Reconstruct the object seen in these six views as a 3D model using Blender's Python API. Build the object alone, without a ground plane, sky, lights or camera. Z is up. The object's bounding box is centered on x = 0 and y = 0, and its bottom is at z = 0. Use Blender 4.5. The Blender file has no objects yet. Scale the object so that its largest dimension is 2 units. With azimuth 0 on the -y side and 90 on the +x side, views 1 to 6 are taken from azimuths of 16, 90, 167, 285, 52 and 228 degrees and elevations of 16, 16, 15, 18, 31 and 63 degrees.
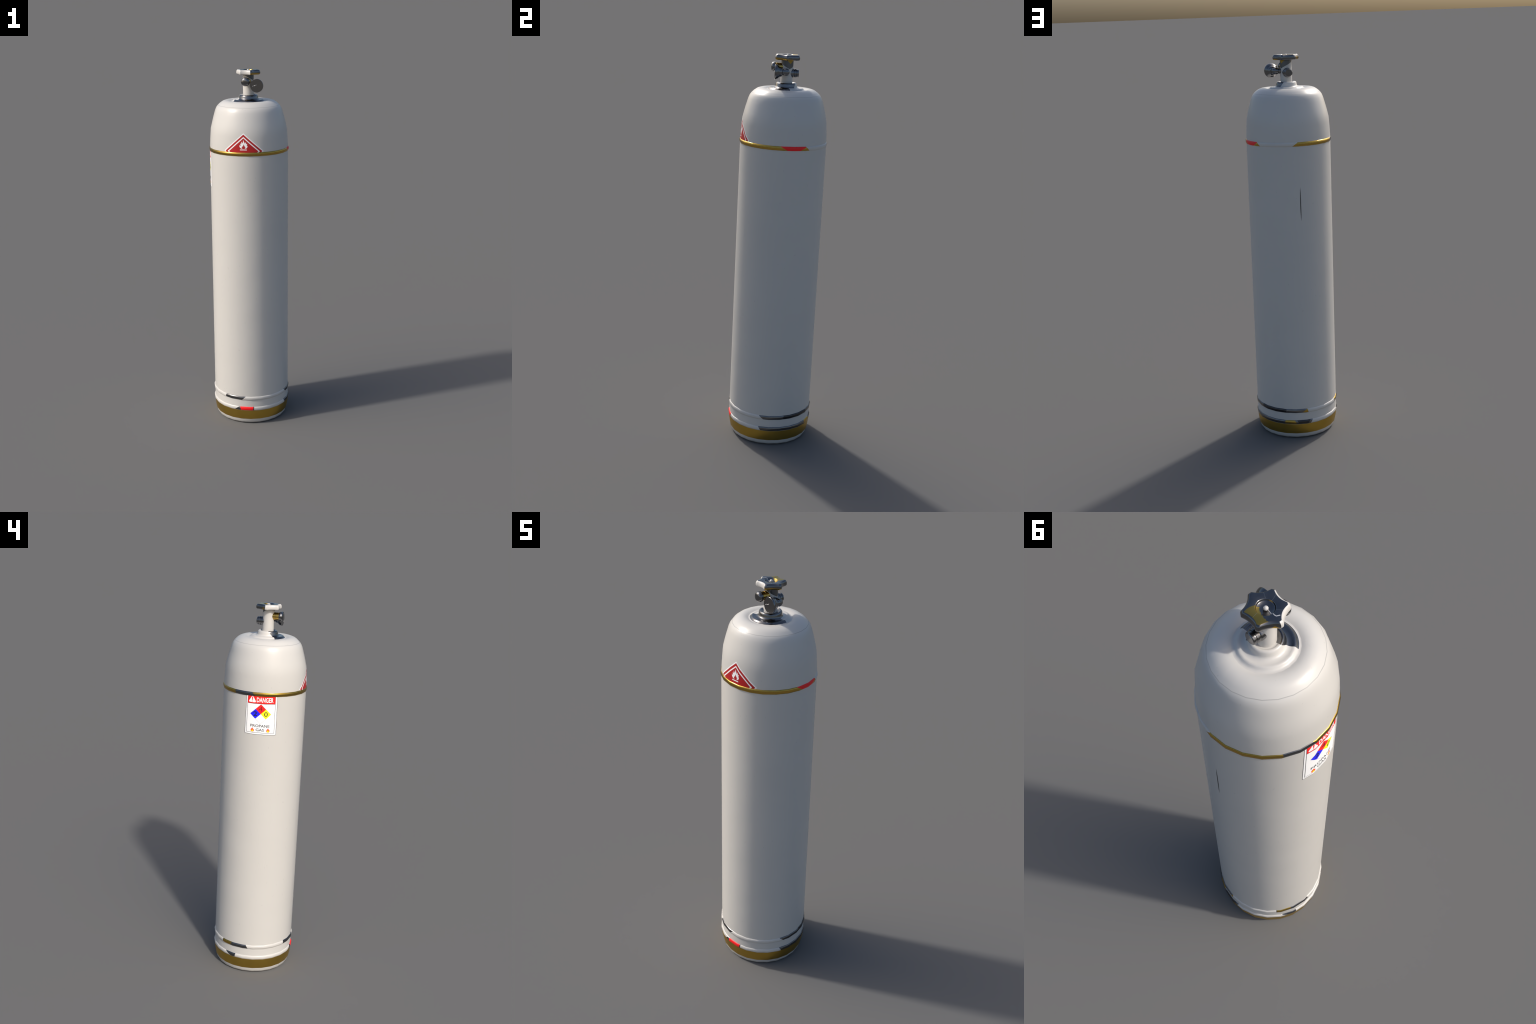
"""A tall white steel propane cylinder with a metal valve, patched paint rings and safety stickers."""
import bpy, bmesh, math
from math import sin, cos, pi, radians, degrees, atan2, hypot
from mathutils import Vector, Matrix

SEGMENTS = 24                       # the vessel is a smooth-shaded 24-sided lathe
STEP = 2 * pi / SEGMENTS
R_WALL = 0.2155

# ---------------------------------------------------------------- node helper
class Nodes:
    def __init__(self, name):
        self.mat = bpy.data.materials.new(name)
        self.mat.use_nodes = True
        self.tree = self.mat.node_tree
        self.bsdf = self.tree.nodes["Principled BSDF"]
        self._xyz = None

    def new(self, kind, **props):
        n = self.tree.nodes.new(kind)
        for k, v in props.items():
            setattr(n, k, v)
        return n

    def put(self, socket, value):
        if isinstance(value, bpy.types.NodeSocket):
            self.tree.links.new(value, socket)
        elif value is not None:
            socket.default_value = value

    def math(self, op, a, b=None, c=None):
        n = self.new("ShaderNodeMath", operation=op)
        for i, v in enumerate((a, b, c)):
            self.put(n.inputs[i], v)
        return n.outputs[0]

    def coords(self):
        if self._xyz is None:
            tc = self.new("ShaderNodeTexCoord")
            sep = self.new("ShaderNodeSeparateXYZ")
            self.tree.links.new(tc.outputs["Object"], sep.inputs[0])
            self._xyz = (*sep.outputs, tc.outputs["Object"])
        return self._xyz

    def angle(self):
        """Azimuth of the point about the vertical axis, in degrees 0..360."""
        x, y = self.coords()[:2]
        a = self.math("MULTIPLY", self.math("ARCTAN2", y, x), 180 / pi)
        return self.math("ADD", a, self.math("MULTIPLY", self.math("LESS_THAN", a, 0.0), 360.0))

    def normal_z(self):
        g = self.new("ShaderNodeNewGeometry")
        s = self.new("ShaderNodeSeparateXYZ")
        self.tree.links.new(g.outputs["Normal"], s.inputs[0])
        return s.outputs[2]

    def above(self, a, b):
        return self.math("GREATER_THAN", a, b)

    def below(self, a, b):
        return self.math("LESS_THAN", a, b)

    def both(self, *m):
        r = m[0]
        for o in m[1:]:
            r = self.math("MULTIPLY", r, o)
        return r

    def either(self, *m):
        r = m[0]
        for o in m[1:]:
            r = self.math("MAXIMUM", r, o)
        return r

    def line(self, x, slope, at):
        """at + slope * x"""
        return self.math("MULTIPLY_ADD", x, slope, at)

    def mix(self, f, a, b):
        """Mix two colours or two numbers."""
        colour = any(isinstance(v, (tuple, list)) for v in (a, b)) or any(
            isinstance(v, bpy.types.NodeSocket) and v.type == "RGBA" for v in (a, b))
        n = self.new("ShaderNodeMix", data_type="RGBA" if colour else "FLOAT")
        ins = [s for s in n.inputs if s.enabled]
        self.put(ins[0], f)
        self.put(ins[1], rgba(a) if colour else a)
        self.put(ins[2], rgba(b) if colour else b)
        return [s for s in n.outputs if s.enabled][0]

    def noise(self, scale, detail=3, rough=0.5, stretch=None):
        n = self.new("ShaderNodeTexNoise")
        n.inputs["Scale"].default_value = scale
        n.inputs["Detail"].default_value = detail
        n.inputs["Roughness"].default_value = rough
        vec = self.coords()[3]
        if stretch:
            m = self.new("ShaderNodeMapping")
            m.inputs["Scale"].default_value = stretch
            self.tree.links.new(vec, m.inputs[0])
            vec = m.outputs[0]
        self.tree.links.new(vec, n.inputs["Vector"])
        return n.outputs["Fac"]

    def bump(self, height, strength, distance):
        b = self.new("ShaderNodeBump")
        b.inputs["Strength"].default_value = strength
        b.inputs["Distance"].default_value = distance
        self.put(b.inputs["Height"], height)
        self.tree.links.new(b.outputs[0], self.bsdf.inputs["Normal"])

    def layers(self, base, *over):
        """base and overs are finishes (colour, metallic, roughness); overs come with masks."""
        c, m, r = base
        for mask, (c2, m2, r2) in over:
            c, m, r = self.mix(mask, c, c2), self.mix(mask, m, m2), self.mix(mask, r, r2)
        self.put(self.bsdf.inputs["Base Color"], rgba(c))
        self.put(self.bsdf.inputs["Metallic"], m)
        self.put(self.bsdf.inputs["Roughness"], r)
        return self.mat


def rgba(c):
    return (*c, 1.0) if isinstance(c, (tuple, list)) and len(c) == 3 else c


WHITE = ((0.605, 0.585, 0.552), 0.0, 0.33)
STEEL = ((0.185, 0.185, 0.19), 1.0, 0.20)
DULL_STEEL = ((0.15, 0.155, 0.16), 1.0, 0.40)
DARK = ((0.07, 0.07, 0.075), 1.0, 0.30)
GOLD = ((0.50, 0.325, 0.070), 1.0, 0.25)
RED = ((0.95, 0.008, 0.010), 0.0, 0.45)


def plain(name, finish):
    return Nodes(name).layers(finish)


def steel_material(name="brushed_steel"):
    n = Nodes(name)
    wear = n.noise(38, 4, 0.6)
    n.layers((n.mix(wear, (0.16, 0.16, 0.165), (0.21, 0.21, 0.215)), 1.0, n.mix(wear, 0.14, 0.26)))
    return n.mat


def paint_material(name, seam=False, scratch=False):
    n = Nodes(name)
    z = n.coords()[2]
    broad = n.noise(5, 3, 0.5)
    colour = n.mix(broad, (0.615, 0.598, 0.565), (0.590, 0.572, 0.538))
    # a scatter of tiny chips
    chips = n.above(n.noise(90, 2, 0.5, (1, 1, 0.6)), 0.735)
    colour = n.mix(n.math("MULTIPLY", chips, 0.25), colour, (0.40, 0.39, 0.38))
    rough = n.mix(broad, 0.30, 0.38)
    if seam:
        d = n.math("ABSOLUTE", n.math("SUBTRACT", z, SEAM_Z))
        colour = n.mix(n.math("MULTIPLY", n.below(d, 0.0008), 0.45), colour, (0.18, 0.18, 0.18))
    if scratch:
        # one long thin dark cut, tapering at both ends
        t = n.math("DIVIDE", n.math("SUBTRACT", z, 1.273), 0.087)
        half = n.math("MULTIPLY", n.math("SUBTRACT", 1.0, n.math("POWER", n.math("ABSOLUTE", t), 3.0)), 0.60)
        off = n.math("ABSOLUTE", n.math("SUBTRACT", n.angle(), n.line(t, -0.12, 90.3)))
        colour = n.mix(n.math("MULTIPLY", n.below(off, half), 0.97), colour, (0.008, 0.008, 0.008))
    # relief: a gentle unevenness, lifted paint patches with crisp borders, and grain inside some of them
    patch = n.math("GREATER_THAN", n.noise(7, 4, 0.6, (1, 1, 0.5)), 0.57)
    grain = n.math("MULTIPLY", n.noise(170, 2, 0.6), n.math("GREATER_THAN", n.noise(6.3, 3, 0.6, (1, 1, 0.7)), 0.60))
    height = n.math("MULTIPLY_ADD", n.noise(4.5, 2, 0.4, (1, 1, 1.6)), 4.0, n.math("MULTIPLY_ADD", grain, 0.35, n.math("MULTIPLY", patch, 0.5)))
    n.bump(height, 0.30, 0.0012)
    return n.layers((colour, 0.0, rough))


# ---------------------------------------------------------------- mesh helpers
ROOT = None


def make(name, bm, material, parent, smooth=True, angle=None):
    me = bpy.data.meshes.new(name)
    bmesh.ops.recalc_face_normals(bm, faces=bm.faces)
    bm.to_mesh(me)
    bm.free()
    if smooth:
        me.shade_smooth()
        if angle:
            me.set_sharp_from_angle(angle=radians(angle))
    me.materials.append(material)
    ob = bpy.data.objects.new(name, me)
    bpy.context.scene.collection.objects.link(ob)
    if parent is not None:
        ob.parent = parent
    return ob


def lathe(profile, segments, frame=None, close_start=True, close_end=True):
    """Revolve (radius, height) pairs about local z; frame maps local to world."""
    bm = bmesh.new()
    frame = frame or Matrix()
    rows = []
    for r, h in profile:
        rows.append([bm.verts.new(frame @ Vector((r * cos(2 * pi * i / segments), r * sin(2 * pi * i / segments), h)))
                     for i in range(segments)])
    for a, b in zip(rows, rows[1:]):
        for i in range(segments):
            j = (i + 1) % segments
            bm.faces.new((a[i], a[j], b[j], b[i]))
    if close_start:
        bm.faces.new(rows[0][::-1])
    if close_end:
        bm.faces.new(rows[-1])
    return bm


def closed_lathe(profile, segments):
    """Revolve a closed (radius, height) loop: a ring."""
    bm = lathe(list(profile) + [profile[0]], segments, None, False, False)
    bmesh.ops.remove_doubles(bm, verts=bm.verts, dist=1e-6)
    return bm


def along(origin, direction):
    """Frame whose local z runs along direction from origin."""
    q = Vector((0, 0, 1)).rotation_difference(Vector(direction))
    return Matrix.Translation(origin) @ q.to_matrix().to_4x4()


# ---------------------------------------------------------------- the vessel
SEAM_Z = 1.8125
SHOULDER = [(0.2155, 1.560), (0.2150, 1.590), (0.2135, 1.625), (0.2112, 1.660), (0.2092, 1.686), (0.2014, 1.719),
            (0.1955, 1.742), (0.1890, 1.765), (0.1832, 1.785), (0.1768, 1.800), (0.1684, SEAM_Z - 0.0008)]
CROWN = [(0.1673, SEAM_Z), (0.1662, SEAM_Z + 0.0010), (0.1570, 1.8225), (0.1440, 1.8312), (0.1300, 1.8360), (0.1160, 1.8372),
         (0.1040, 1.8345), (0.0960, 1.8312), (0.0890, 1.8290), (0.0600, 1.8280)]


def wall_radius(z, theta):
    """Radius of the faceted vessel wall at height z and azimuth theta."""
    pts = SHOULDER
    r = pts[0][0]
    for (r0, z0), (r1, z1) in zip(pts, pts[1:]):
        if z0 <= z <= z1:
            r = r0 + (r1 - r0) * (z - z0) / (z1 - z0)
            break
    t = (theta % STEP) - STEP / 2
    return r * cos(STEP / 2) / cos(t)


# ---------------------------------------------------------------- stickers
class Sticker:
    """Draws flat shapes in (x along the wall, z) about a centre azimuth and lays them on the vessel."""

    def __init__(self, azimuth, sheet=0.00016, warp=None):
        self.theta0, self.sheet, self.warp = radians(azimuth), sheet, warp

    def lay(self, name, bm, level, material, parent):
        """bm: flat faces in the xy plane (x = arc length, y = height)."""
        bmesh.ops.triangulate(bm, faces=bm.faces)
        xs = [v.co.x for v in bm.verts]
        zs = [v.co.y for v in bm.verts]
        fine = STEP / 6
        t0 = self.theta0 + min(xs) / R_WALL
        t1 = self.theta0 + max(xs) / R_WALL
        cuts = [((k * fine - self.theta0) * R_WALL, 0) for k in range(math.ceil(t0 / fine), math.floor(t1 / fine) + 1)]
        for x, _ in cuts:
            bmesh.ops.bisect_plane(bm, geom=bm.verts[:] + bm.edges[:] + bm.faces[:], plane_co=(x, 0, 0), plane_no=(1, 0, 0))
        for _, z in SHOULDER:
            if min(zs) < z < max(zs):
                bmesh.ops.bisect_plane(bm, geom=bm.verts[:] + bm.edges[:] + bm.faces[:], plane_co=(0, z, 0), plane_no=(0, 1, 0))
        front = bm.faces[:]
        ext = bmesh.ops.extrude_face_region(bm, geom=front)
        back = [v for v in ext["geom"] if isinstance(v, bmesh.types.BMVert)]
        top = self.sheet * (level + 1.6)
        for v in bm.verts:
            v.co.z = top
        for v in back:
            v.co.z = top - self.sheet * 0.8
        for v in bm.verts:
            x, z = self.warp(v.co.x, v.co.y) if self.warp else (v.co.x, v.co.y)
            th = self.theta0 + x / R_WALL
            r = wall_radius(z, th) + v.co.z
            v.co = (r * cos(th), r * sin(th), z)
        ob = make(name, bm, material, parent)
        me = ob.data
        # soft normals follow the round wall, not the facets
        def slope(z):
            a, b = wall_radius(z - 0.012, STEP / 2), wall_radius(z + 0.012, STEP / 2)
            return (a - b) / 0.024
        me.normals_split_custom_set_from_vertices(
            [Vector((v.co.x / hypot(v.co.x, v.co.y), v.co.y / hypot(v.co.x, v.co.y), slope(v.co.z))).normalized() for v in me.vertices])
        return ob

    def shape(self, name, loops, level, material, parent):
        bm = bmesh.new()
        for loop in loops:
            bm.faces.new([bm.verts.new((x, z, 0)) for x, z in loop])
        return self.lay(name, bm, level, material, parent)

    def text(self, name, body, box, level, material, parent, weight=0.0):
        """Built-in font lettering stretched to fill box = (x0, z0, x1, z1)."""
        cu = bpy.data.curves.new(name, "FONT")
        cu.body, cu.offset, cu.resolution_u = body, weight, 3
        tmp = bpy.data.objects.new(name, cu)
        bpy.context.scene.collection.objects.link(tmp)
        me = bpy.data.meshes.new_from_object(tmp.evaluated_get(bpy.context.evaluated_depsgraph_get()))
        bm = bmesh.new()
        bm.from_mesh(me)
        bpy.data.objects.remove(tmp)
        bpy.data.curves.remove(cu)
        bpy.data.meshes.remove(me)
        bmesh.ops.remove_doubles(bm, verts=bm.verts, dist=1e-5)
        xs = [v.co.x for v in bm.verts]
        ys = [v.co.y for v in bm.verts]
        x0, z0, x1, z1 = box
        for v in bm.verts:
            v.co.x = x0 + (v.co.x - min(xs)) / (max(xs) - min(xs)) * (x1 - x0)
            v.co.y = z0 + (v.co.y - min(ys)) / (max(ys) - min(ys)) * (z1 - z0)
        return self.lay(name, bm, level, material, parent)


def box(x0, z0, x1, z1):
    return [(x0, z0), (x1, z0), (x1, z1), (x0, z1)]


def rounded(x0, z0, x1, z1, r):
    pts = []
    for cx, cz, a in ((x1 - r, z0 + r, -90), (x1 - r, z1 - r, 0), (x0 + r, z1 - r, 90), (x0 + r, z0 + r, 180)):
        pts += [(cx + r * cos(radians(a + d)), cz + r * sin(radians(a + d))) for d in (0, 30, 60, 90)]
    return pts


def teardrop(cx, z0, w, h):
    """A small flame: round below, a tall tongue and two short side tongues above."""
    half = [(0.0, 0.0), (0.30, 0.03), (0.46, 0.16), (0.50, 0.34), (0.47, 0.50), (0.40, 0.66), (0.27, 0.60), (0.20, 0.72), (0.10, 0.88), (0.0, 1.0)]
    right = [(cx + w * a, z0 + h * b) for a, b in half]
    return right + [(cx - w * a, z0 + h * b) for a, b in half[-2:0:-1]]


# ---------------------------------------------------------------- build
def build_vessel(root):
    paint = paint_material("white_paint", seam=True, scratch=True)
    body = [(0.1800, 0.0), (0.1975, 0.0035), (0.2030, 0.0120), (0.2082, 0.0300), (0.2135, 0.0550), (0.2150, 0.0830), (0.2150, 0.1200),
            (0.2155, 0.1750), (0.2155, 0.60), (0.2155, 1.10), (0.2155, 1.50)]
    make("cylinder_body", lathe(body + SHOULDER + CROWN, SEGMENTS), paint, root)
    gold = Nodes("gold_band_paint")
    fleck = gold.noise(25, 3, 0.6)
    gold.layers((gold.mix(fleck, (0.50, 0.325, 0.062), (0.57, 0.38, 0.075)), 1.0, gold.mix(fleck, 0.34, 0.46)))
    band = [(0.2070, 0.0290), (0.2090, 0.0295), (0.2146, 0.0555), (0.2160, 0.0850), (0.2130, 0.0850), (0.2115, 0.0555)]
    make("base_band", closed_lathe(band, SEGMENTS), gold.mat, root, angle=40)

    def bead(zc, half, proud, wall):
        pts = []
        for i in range(9):
            a = -pi / 2 + pi * i / 8
            pts.append((wall - 0.0015 + (proud + 0.0015) * cos(a) ** 0.75 if abs(a) < pi / 2 - 1e-6 else wall - 0.0015, zc + half * sin(a)))
        return closed_lathe(pts + [(wall - 0.006, zc + half * 0.8), (wall - 0.006, zc - half * 0.8)], SEGMENTS)

    def spans(n, zc, half, *items):
        """items: (finish, start_low, start_high, end_low, end_high): the span's ends at the bead's lower and upper edge."""
        z, a = n.coords()[2], n.angle()
        h = n.math("DIVIDE", n.math("SUBTRACT", z, zc), half)
        out = []
        for finish, s0, s1, e0, e1 in items:
            ang = n.math("ADD", a, n.math("MULTIPLY", n.below(a, 90.0), 360.0)) if e0 > 360 else a
            m = n.both(n.above(ang, n.line(h, (s1 - s0) / 2, (s0 + s1) / 2)), n.below(ang, n.line(h, (e1 - e0) / 2, (e0 + e1) / 2)))
            out.append((m, finish))
        return out

    n = Nodes("lower_bead_upper_finish")
    n.layers(WHITE, *spans(n, 0.1605, 0.0105,
             (STEEL, 243.8, 244.8, 271.7, 277.4), (STEEL, 352.2, 346.0, 380.5, 380.5), (STEEL, 0, 0, 92.6, 91.0),
             (DARK, 20.2, 20.4, 60.3, 61.5), (GOLD, 83.0, 90.5, 92.6, 91.0),
             (STEEL, 144.7, 145.2, 187.5, 184.3), (GOLD, 145.3, 145.8, 159.7, 162.2)))
    make("bead_ring", bead(0.1605, 0.0112, 0.0052, 0.2150), n.mat, root)
    n = Nodes("lower_bead_finish")
    n.layers(WHITE, *spans(n, 0.0970, 0.0105,
             (STEEL, 259.5, 266.9, 290.3, 290.6), (RED, 270.7, 269.0, 288.3, 289.4),
             (STEEL, 348.9, 345.5, 365.0, 365.0), (STEEL, 0, 0, 95.5, 98.6), (DARK, 79.0, 76.0, 92.0, 95.0), (GOLD, 58.7, 59.4, 76.0, 73.0),
             (STEEL, 161.4, 152.0, 168.1, 168.9)))
    make("bead_ring", bead(0.0970, 0.0112, 0.0050, 0.2150), n.mat, root)
    n = Nodes("shoulder_bead_finish")
    n.layers(GOLD, *spans(n, 1.5740, 0.0095,
             (RED, 365.5, 356.5, 383.0, 391.5), (WHITE, 35.8, 30.3, 81.5, 88.5), (STEEL, 151.7, 151.2, 182.3, 177.4)))
    make("bead_ring", bead(1.5736, 0.0108, 0.0042, 0.2153), n.mat, root)


def build_danger_label(root):
    white = plain("sticker_white", ((1.0, 1.0, 1.0), 0, 0.45))
    red = plain("sticker_red", ((1.0, 0.012, 0.012), 0, 0.45))
    blue = plain("sticker_blue", ((0.012, 0.012, 1.0), 0, 0.45))
    yellow = plain("sticker_yellow", ((1.0, 1.0, 0.012), 0, 0.45))
    ink = plain("sticker_ink", ((0.012, 0.012, 0.014), 0, 0.5))
    grey = plain("sticker_outline", ((0.025, 0.025, 0.028), 0, 0.5))
    orange = plain("sticker_orange", ((1.0, 0.30, 0.01), 0, 0.5))
    crimson = plain("sticker_flame_red", ((1.0, 0.05, 0.03), 0, 0.5))

    def slack(x, z):
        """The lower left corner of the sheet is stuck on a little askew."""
        k = max(0.0, min(1.0, (0.08 - x) / 0.16)) ** 4 * max(0.0, (1.578 - z) / 0.213)
        return x - 0.0034 * k, z + 0.0026 * k

    s = Sticker(190.7, warp=slack)
    top = 1.578
    label = s.shape("danger_label", [rounded(-0.0806, 1.3650, 0.0808, top, 0.004)], 0, grey, root)
    s.shape("label_sheet", [rounded(-0.0788, 1.3668, 0.0790, top - 0.0005, 0.003)], 1, white, label)
    s.shape("label_frame", [box(-0.0727, 1.3744, 0.0706, top - 0.001)], 2, grey, label)
    s.shape("label_field", [box(-0.0709, 1.3762, 0.0688, 1.5254)], 3, white, label)
    s.shape("warning_panel", [box(-0.0709, 1.5276, 0.0689, top - 0.002)], 3, red, label)
    # warning triangle with its mark of exclamation
    tri = []
    for cx, cz, a0 in ((-0.0605, 1.5372, 150), (-0.0345, 1.5372, 270), (-0.0475, 1.5585, 30)):
        tri += [(cx + 0.0050 * cos(radians(a0 + d)), cz + 0.0050 * sin(radians(a0 + d))) for d in (0, 30, 60, 90, 120)]
    s.shape("warning_triangle", [tri], 4, white, label)
    dot = [(-0.0475 + 0.0023 * cos(i * pi / 5), 1.5375 + 0.0023 * sin(i * pi / 5)) for i in range(10)]
    s.shape("exclamation_mark", [[(-0.0492, 1.5430), (-0.0458, 1.5430), (-0.0444, 1.5608), (-0.0506, 1.5608)], dot], 5, red, label)
    s.text("danger_lettering", "DANGER", (-0.0252, 1.5332, 0.0598, 1.5585), 4, white, label, weight=0.022)
    # the four-coloured hazard diamond
    cx, cz, w, h = -0.0024, 1.4732, 0.0525, 0.0505
    s.shape("diamond_outline", [[(cx, cz + h + .0011), (cx - w - .0011, cz), (cx, cz - h - .0011), (cx + w + .0011, cz)]], 4, plain("sticker_hairline", ((0.30, 0.27, 0.26), 0, 0.5)), label)
    for name, dx, dz, mat in (("red_diamond", 0, 1, red), ("blue_diamond", -1, 0, blue), ("yellow_diamond", 1, 0, yellow), ("white_diamond", 0, -1, white)):
        mx, mz = cx + dx * w / 2, cz + dz * h / 2
        s.shape(name, [[(mx, mz + h / 2), (mx - w / 2, mz), (mx, mz - h / 2), (mx + w / 2, mz)]], 5, mat, label)
    s.text("hazard_number", "4", (-0.0118, 1.4878, 0.0056, 1.5112), 6, ink, label, weight=-0.008)
    s.text("hazard_number", "2", (-0.0392, 1.4622, -0.0204, 1.4858), 6, ink, label, weight=0.02)
    s.text("hazard_number", "0", (0.0156, 1.4612, 0.0334, 1.4850), 6, ink, label, weight=0.006)
    s.text("gas_lettering", "PROPANE", (-0.0518, 1.4043, 0.0452, 1.4183), 4, ink, label, weight=0.013)
    s.text("gas_lettering", "GAS", (-0.0242, 1.3832, 0.0178, 1.3972), 4, ink, label, weight=0.013)
    for fx in (-0.0410, 0.0384):
        s.shape("flame_mark", [teardrop(fx, 1.3790, 0.0165, 0.0225)], 4, crimson, label)
        s.shape("flame_glow", [teardrop(fx, 1.3796, 0.0108, 0.0150)], 5, orange, label)
        s.shape("flame_core", [teardrop(fx, 1.3800, 0.0075, 0.0105)], 6, yellow, label)


def build_flammable_sign(root):
    white = plain("sign_white", ((0.92, 0.92, 0.92), 0, 0.42))
    red = plain("sign_red", ((0.43, 0.0105, 0.0125), 0, 0.42))
    s = Sticker(-81.4)
    cz, w, h, low = 1.5895, 0.1115, 0.0962, 1.5800

    def diamond(k):
        """A diamond scaled by k, its lower part hidden behind the shoulder bead."""
        cut = (cz - low) / h
        side = w * (k - cut)
        return [(0, cz + h * k), (-w * k, cz), (-side, low), (side, low), (w * k, cz)]

    sign = s.shape("flammable_sign", [diamond(1.0)], 0, white, root)
    s.shape("red_border", [diamond(0.930)], 1, red, sign)
    s.shape("white_border", [diamond(0.800)], 2, white, sign)
    s.shape("red_field", [diamond(0.725)], 3, red, sign)
    # flame pictogram: tongues of fire about a hollow heart, above a ground bar
    tongues = [(-42, 0), (-132, 30), (-177, 90), (-194, 180), (-162, 148), (-127, 138), (-149, 262), (-117, 230), (-97, 240), (-92, 341),
               (-57, 283), (-42, 252), (-24, 300), (-2, 420), (28, 340), (58, 280), (73, 242), (93, 270), (113, 326), (130, 270), (130, 212),
               (153, 232), (180, 246), (176, 190), (158, 142), (198, 146), (193, 90), (158, 30), (58, 0)]
    heart = [(93, 38), (108, 75), (73, 70), (83, 120), (53, 115), (38, 170), (18, 221), (-2, 170), (-17, 112), (-62, 132), (-47, 82), (-87, 66), (-62, 32)]
    k = 0.0001148
    s.shape("flame_pictogram", [[(x * k, 1.6033 + z * k * 0.985) for x, z in tongues + heart]], 4, white, sign)
    s.shape("ground_bar", [box(-0.0183, 1.5957, 0.0192, 1.6001)], 4, white, sign)


def build_valve(root):
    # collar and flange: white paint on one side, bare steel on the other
    n = Nodes("collar_finish")
    x, y, z, _ = n.coords()
    a = n.angle()
    r = n.math("SQRT", n.math("ADD", n.math("MULTIPLY", x, x), n.math("MULTIPLY", y, y)))
    on_collar = n.below(r, 0.0560)
    hi = n.math("DIVIDE", n.math("SUBTRACT", z, 1.8425), 0.0225)
    collar = n.either(n.below(a, n.line(hi, 17.0, 43.0)), n.above(a, n.line(hi, -22.0, 219.0)))
    flange = n.either(n.below(a, 13.0), n.above(a, 218.5))
    bare = n.both(n.mix(on_collar, flange, collar), n.below(r, 0.0900))
    wear = n.noise(38, 4, 0.6)
    n.layers(WHITE, (bare, (n.mix(wear, (0.16, 0.16, 0.165), (0.21, 0.21, 0.215)), 1.0, n.mix(wear, 0.14, 0.24))))
    profile = [(0.1030, 1.8325), (0.0985, 1.8318), (0.0945, 1.8316), (0.0905, 1.8324), (0.0870, 1.8345), (0.0842, 1.8380), (0.0810, 1.8405), (0.0775, 1.8412), (0.0730, 1.8400),
               (0.0675, 1.8392), (0.0615, 1.8402), (0.0570, 1.8425), (0.0540, 1.8455), (0.0525, 1.8500), (0.0515, 1.8575), (0.0498, 1.8625), (0.0465, 1.8655),
               (0.0430, 1.8660), (0.0395, 1.8640), (0.0370, 1.8610), (0.0350, 1.8595), (0.0280, 1.8590)]
    make("valve_collar", lathe(profile, SEGMENTS, None, False, True), n.mat, root)

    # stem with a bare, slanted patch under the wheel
    n = Nodes("stem_finish")
    z, a = n.coords()[2], n.angle()
    signed = n.math("SUBTRACT", a, n.math("MULTIPLY", n.above(a, 204.0), 360.0))
    d = n.math("SUBTRACT", signed, 24.0)
    edge = n.math("MAXIMUM", n.line(d, 0.000262, 1.9318), n.line(d, -0.000285, 1.9318))
    dg = n.math("ABSOLUTE", n.math("SUBTRACT", signed, 31.0))
    gold_edge = n.line(dg, 0.00047, 1.9568)
    n.layers(WHITE, (n.above(z, edge), DULL_STEEL), (n.above(z, gold_edge), ((0.40, 0.27, 0.06), 1.0, 0.42)))
    make("valve_stem", lathe([(0.0297, 1.8570), (0.0297, 1.9780)], 32), n.mat, root, angle=40)

    build_handwheel(root)
    steel = steel_material()
    brass = plain("brass", ((0.52, 0.34, 0.085), 1.0, 0.22))

    # outlet plug on a brass neck
    f = along((0.002, 0, 1.9395), (0, -1, 0))
    cap = make("outlet_plug", lathe([(0.0185, 0.0560), (0.0222, 0.0570), (0.0236, 0.0600), (0.0238, 0.0640), (0.0232, 0.0680), (0.0216, 0.0718), (0.0190, 0.0748),
                                     (0.0155, 0.0768), (0.0110, 0.0779), (0.0050, 0.0784)], 28, f), steel, root)
    make("outlet_neck", lathe([(0.0196, 0.018), (0.0196, 0.0395), (0.0188, 0.0400), (0.0188, 0.0410), (0.0196, 0.0415), (0.0196, 0.0585)], 28, f), brass, cap, angle=40)

    # stepped safety outlet on the far side
    f = along((0.0, 0, 1.9115), (0, 1, 0))
    make("safety_outlet", lathe([(0.0236, 0.0150), (0.0236, 0.0310), (0.0226, 0.0330), (0.0208, 0.0340), (0.0208, 0.0370), (0.0222, 0.0380), (0.0216, 0.0450),
                                 (0.0192, 0.0460), (0.0192, 0.0488), (0.0206, 0.0498), (0.0198, 0.0560), (0.0172, 0.0584), (0.0120, 0.0586)], 28, f), steel, root, angle=35)

    # pressure gauge on a tee arm
    gx, gz = 0.0636, 1.9200
    f = along((gx, 0, gz), (0, -1, 0))
    gauge = make("pressure_gauge", lathe([(0.0140, 0.022), (0.0205, 0.0255), (0.0225, 0.0290), (0.0235, 0.0350), (0.0262, 0.0385), (0.0300, 0.0425), (0.0335, 0.0475),
                                          (0.0358, 0.0530), (0.0366, 0.0574), (0.0364, 0.0589), (0.0354, 0.0598), (0.0346, 0.0598), (0.0344, 0.0585)], 40, f, True, False), steel, root, angle=40)
    face = plain("gauge_face_finish", ((0.187, 0.183, 0.183), 1.0, 0.22))
    make("gauge_face", lathe([(0.0346, 0.0570), (0.0346, 0.0594)], 40, f), face, gauge, angle=30)
    bright = plain("bright_dot_finish", ((0.75, 0.75, 0.75), 1.0, 0.25))
    p0, p1 = Vector((0.0612, -0.0600, 1.9236)), Vector((0.0432, -0.0600, 1.9174))
    bm = bmesh.new()
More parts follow.
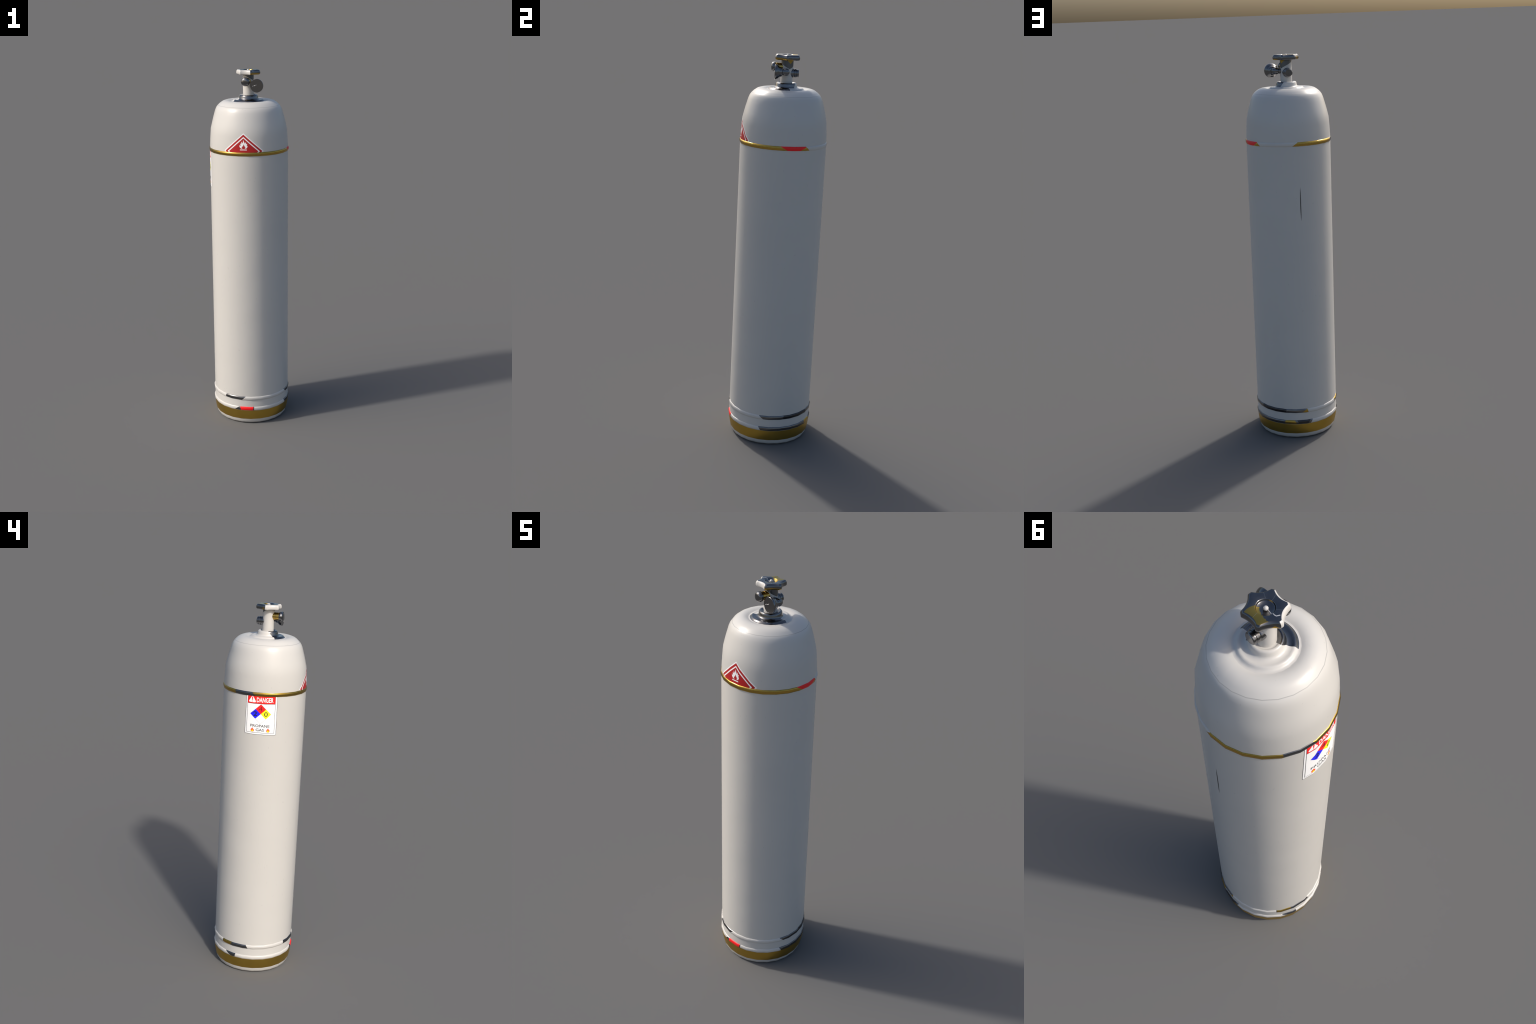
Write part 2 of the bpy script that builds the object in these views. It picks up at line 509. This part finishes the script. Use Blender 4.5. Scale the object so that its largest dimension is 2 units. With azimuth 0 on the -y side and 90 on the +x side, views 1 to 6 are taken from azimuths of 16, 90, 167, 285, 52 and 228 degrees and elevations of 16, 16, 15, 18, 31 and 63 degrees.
    for p, rad in ((p0, 0.0017), (p1, 0.0021)):
        bmesh.ops.create_icosphere(bm, subdivisions=2, radius=rad, matrix=Matrix.Translation(p))
    ln = (p1 - p0).length
    bmesh.ops.create_cone(bm, cap_ends=True, segments=8, radius1=0.0005, radius2=0.0007, depth=ln,
                          matrix=along((p0 + p1) / 2, p1 - p0))
    make("gauge_bright_dots", bm, bright, gauge)
    fx = along((0, -0.003, 1.9198), (1, 0, 0))
    make("gauge_arm", lathe([(0.0145, 0.020), (0.0145, 0.0310), (0.0132, 0.0318), (0.0132, 0.0340), (0.0146, 0.0350), (0.0146, 0.0380), (0.0130, 0.0390), (0.0130, 0.0560)], 28, fx),
         steel, gauge, angle=40)
    make("gauge_tee", lathe([(0.0110, 0.0400), (0.0150, 0.0412), (0.0166, 0.0440), (0.0168, 0.0480), (0.0168, 0.0640), (0.0158, 0.0685), (0.0130, 0.0712), (0.0080, 0.0722)], 28,
                            along((0, -0.0042, 1.9196), (1, 0, 0))), steel, gauge, angle=60)
    fy = along((0.0580, -0.0012, gz - 0.0005), (0, 1, 0))
    make("gauge_socket", lathe([(0.0158, -0.0300), (0.0162, -0.0050), (0.0160, 0.0030), (0.0148, 0.0072), (0.0125, 0.0100), (0.0090, 0.0114), (0.0040, 0.0119)], 28, fy), steel, gauge, angle=60)


def wheel_radius(theta):
    """Six blunt lobes (flat tips) joined by shallow circular scallops."""
    tip, reach, valley = radians(4.4), 0.0666, 0.0544
    t = abs((degrees(theta) + 30) % 60 - 30)
    t = radians(t)
    if t <= tip:
        return reach * cos(tip) / cos(t)
    phi = radians(30) - t
    half = radians(30) - tip
    k = (reach * cos(half) - valley) / (reach * sin(half)) ** 2
    q = k * math.tan(phi) ** 2
    d = valley if q < 1e-6 else (1 - math.sqrt(max(0.0, 1 - 4 * q * valley))) / (2 * q)
    return d / cos(phi)


def build_handwheel(root):
    n = Nodes("handwheel_finish")
    x, y, z, _ = n.coords()
    a = n.angle()
    up = n.normal_z()
    r = n.math("SQRT", n.math("ADD", n.math("MULTIPLY", x, x), n.math("MULTIPLY", y, y)))
    wear = n.noise(45, 4, 0.6)
    steel = (n.mix(wear, (0.15, 0.15, 0.155), (0.20, 0.20, 0.205)), 1.0, n.mix(wear, 0.14, 0.26))
    # white paint on the rim of two lobes
    white = n.both(n.above(a, 176.5), n.below(a, 296.0), n.below(up, 0.975), n.above(r, 0.040), n.above(up, -0.9))
    # gold on top between two lobes, with a ragged inner edge
    rag = n.math("MULTIPLY", n.math("SUBTRACT", n.noise(140, 2), 0.5), 14.0)
    inner = n.math("ADD", n.math("MINIMUM", n.math("MULTIPLY_ADD", n.math("SUBTRACT", r, 0.0165), 2600.0, 93.0), n.line(r, 1400.0, 84.0)), rag)
    gold_top = n.both(n.either(n.above(up, 0.93), n.both(n.above(up, 0.1), n.below(r, 0.034))), n.above(z, 1.9860), n.above(a, n.line(r, 900.0, 12.0)), n.below(a, inner), n.below(a, 158.0),
                      n.above(r, 0.0165), n.below(n.math("SUBTRACT", r, n.math("MULTIPLY", up, 0.001)), 0.0585))
    # gold under the rim
    h = n.line(n.math("SUBTRACT", z, 1.9740), 1.0, 0.0)
    low = n.below(h, n.math("MULTIPLY_ADD", n.math("COSINE", n.math("MULTIPLY", n.math("ADD", a, 70.0), pi / 180)), 0.0062, 0.0050))
    gold_low = n.both(low, n.either(n.below(a, 32.0), n.above(a, 285.0)))
    w = n.math("ABSOLUTE", n.math("SUBTRACT", a, 164.0))
    gold_tab = n.both(n.below(h, n.line(w, -0.00115, 0.0160)), n.below(up, 0.5))
    # fine bright seams across the top, and a pale smear beside the nut
    seams = None
    for deg_ in (92.0, 215.0, 283.0, 323.0):
        off = n.math("MULTIPLY", n.math("ABSOLUTE", n.math("SUBTRACT", a, n.line(r, 240.0, deg_ - 9))), r)
        m = n.both(n.below(off, 0.030), n.above(r, 0.0275), n.above(up, 0.9))
        seams = m if seams is None else n.either(seams, m)
    smear = None
    for (x0, y0), (x1, y1), wd in (((-0.0050, -0.0040), (-0.0195, -0.0010), 0.0010), ((-0.0195, -0.0010), (-0.0345, -0.0008), 0.0012),
                                   ((-0.0345, -0.0008), (-0.0395, -0.0022), 0.0015), ((-0.0395, -0.0022), (-0.0435, -0.0105), 0.0016)):
        dx, dy = x1 - x0, y1 - y0
        L2 = dx * dx + dy * dy
        t = n.math("MINIMUM", n.math("MAXIMUM", n.math("DIVIDE", n.math("ADD", n.math("MULTIPLY", n.math("SUBTRACT", x, x0), dx), n.math("MULTIPLY", n.math("SUBTRACT", y, y0), dy)), L2), 0.0), 1.0)
        ex = n.math("SUBTRACT", n.math("SUBTRACT", x, x0), n.math("MULTIPLY", t, dx))
        ey = n.math("SUBTRACT", n.math("SUBTRACT", y, y0), n.math("MULTIPLY", t, dy))
        m = n.both(n.below(n.math("SQRT", n.math("ADD", n.math("MULTIPLY", ex, ex), n.math("MULTIPLY", ey, ey))), wd), n.above(up, 0.2))
        smear = m if smear is None else n.either(smear, m)
    n.layers(steel, (gold_low, GOLD), (gold_tab, GOLD), (gold_top, ((0.52, 0.35, 0.085), 1.0, 0.24)),
             (n.math("MULTIPLY", seams, 0.35), ((0.8, 0.75, 0.6), 1.0, 0.4)), (white, WHITE),
             (n.math("MULTIPLY", smear, 0.75), ((0.60, 0.60, 0.60), 0.0, 0.5)))
    bm = bmesh.new()
    N = 180
    rows = []
    # (inset from the outline, height), from the underside round the rim to the top
    steps = (-0.985, -0.96, -0.9, -0.8, -0.65, -0.45, -0.2, 0.05, 0.3, 0.5, 0.68, 0.82, 0.91, 0.965, 0.99, 1.0)
    full = -0.30
    rim = []
    for t in steps:
        q = (t - full) / (1 - full) if t > full else (full - t) / (1 + full)
        rim.append((0.0095 * (1 - (1 - q ** 2.5) ** 0.55), 1.9868 + 0.0130 * t))
    for inset, zz in [(0.012, 1.9738)] + rim:   # the rim is fullest a little below mid height
        rows.append([((wheel_radius(2 * pi * i / N) - inset), zz) for i in range(N)])
    rows.append([(0.0285, 1.9998)] * N)
    rows.append([(0.0275, 1.9994)] * N)
    rows.append([(0.0262, 1.9975)] * N)
    rows.append([(0.0256, 1.9945)] * N)
    rows.append([(0.0236, 1.9925)] * N)
    rows.append([(0.0120, 1.9908)] * N)
    rows.append([(0.0020, 1.9902)] * N)
    verts = [[bm.verts.new((rr * cos(2 * pi * i / N), rr * sin(2 * pi * i / N), zz)) for i, (rr, zz) in enumerate(row)] for row in rows]
    for p, q in zip(verts, verts[1:]):
        for i in range(N):
            j = (i + 1) % N
            bm.faces.new((p[i], p[j], q[j], q[i]))
    bm.faces.new(verts[0][::-1])
    bm.faces.new(verts[-1])
    wheel = make("handwheel", bm, n.mat, root, angle=45)
    bm = bmesh.new()
    bmesh.ops.create_uvsphere(bm, u_segments=24, v_segments=14, radius=0.0072, matrix=Matrix.Translation((-0.001, 0, 1.9958)) @ Matrix.Diagonal((1, 1, 0.92, 1)))
    make("spindle_nut", bm, plain("nut_white", WHITE), wheel)


def main():
    root = bpy.data.objects.new("propane_cylinder", None)
    root.empty_display_size = 0.1
    bpy.context.scene.collection.objects.link(root)
    root["label"] = "tall white propane gas cylinder with steel valve and warning stickers"
    root["category"] = "gas cylinder"
    build_vessel(root)
    build_danger_label(root)
    build_flammable_sign(root)
    build_valve(root)


main()
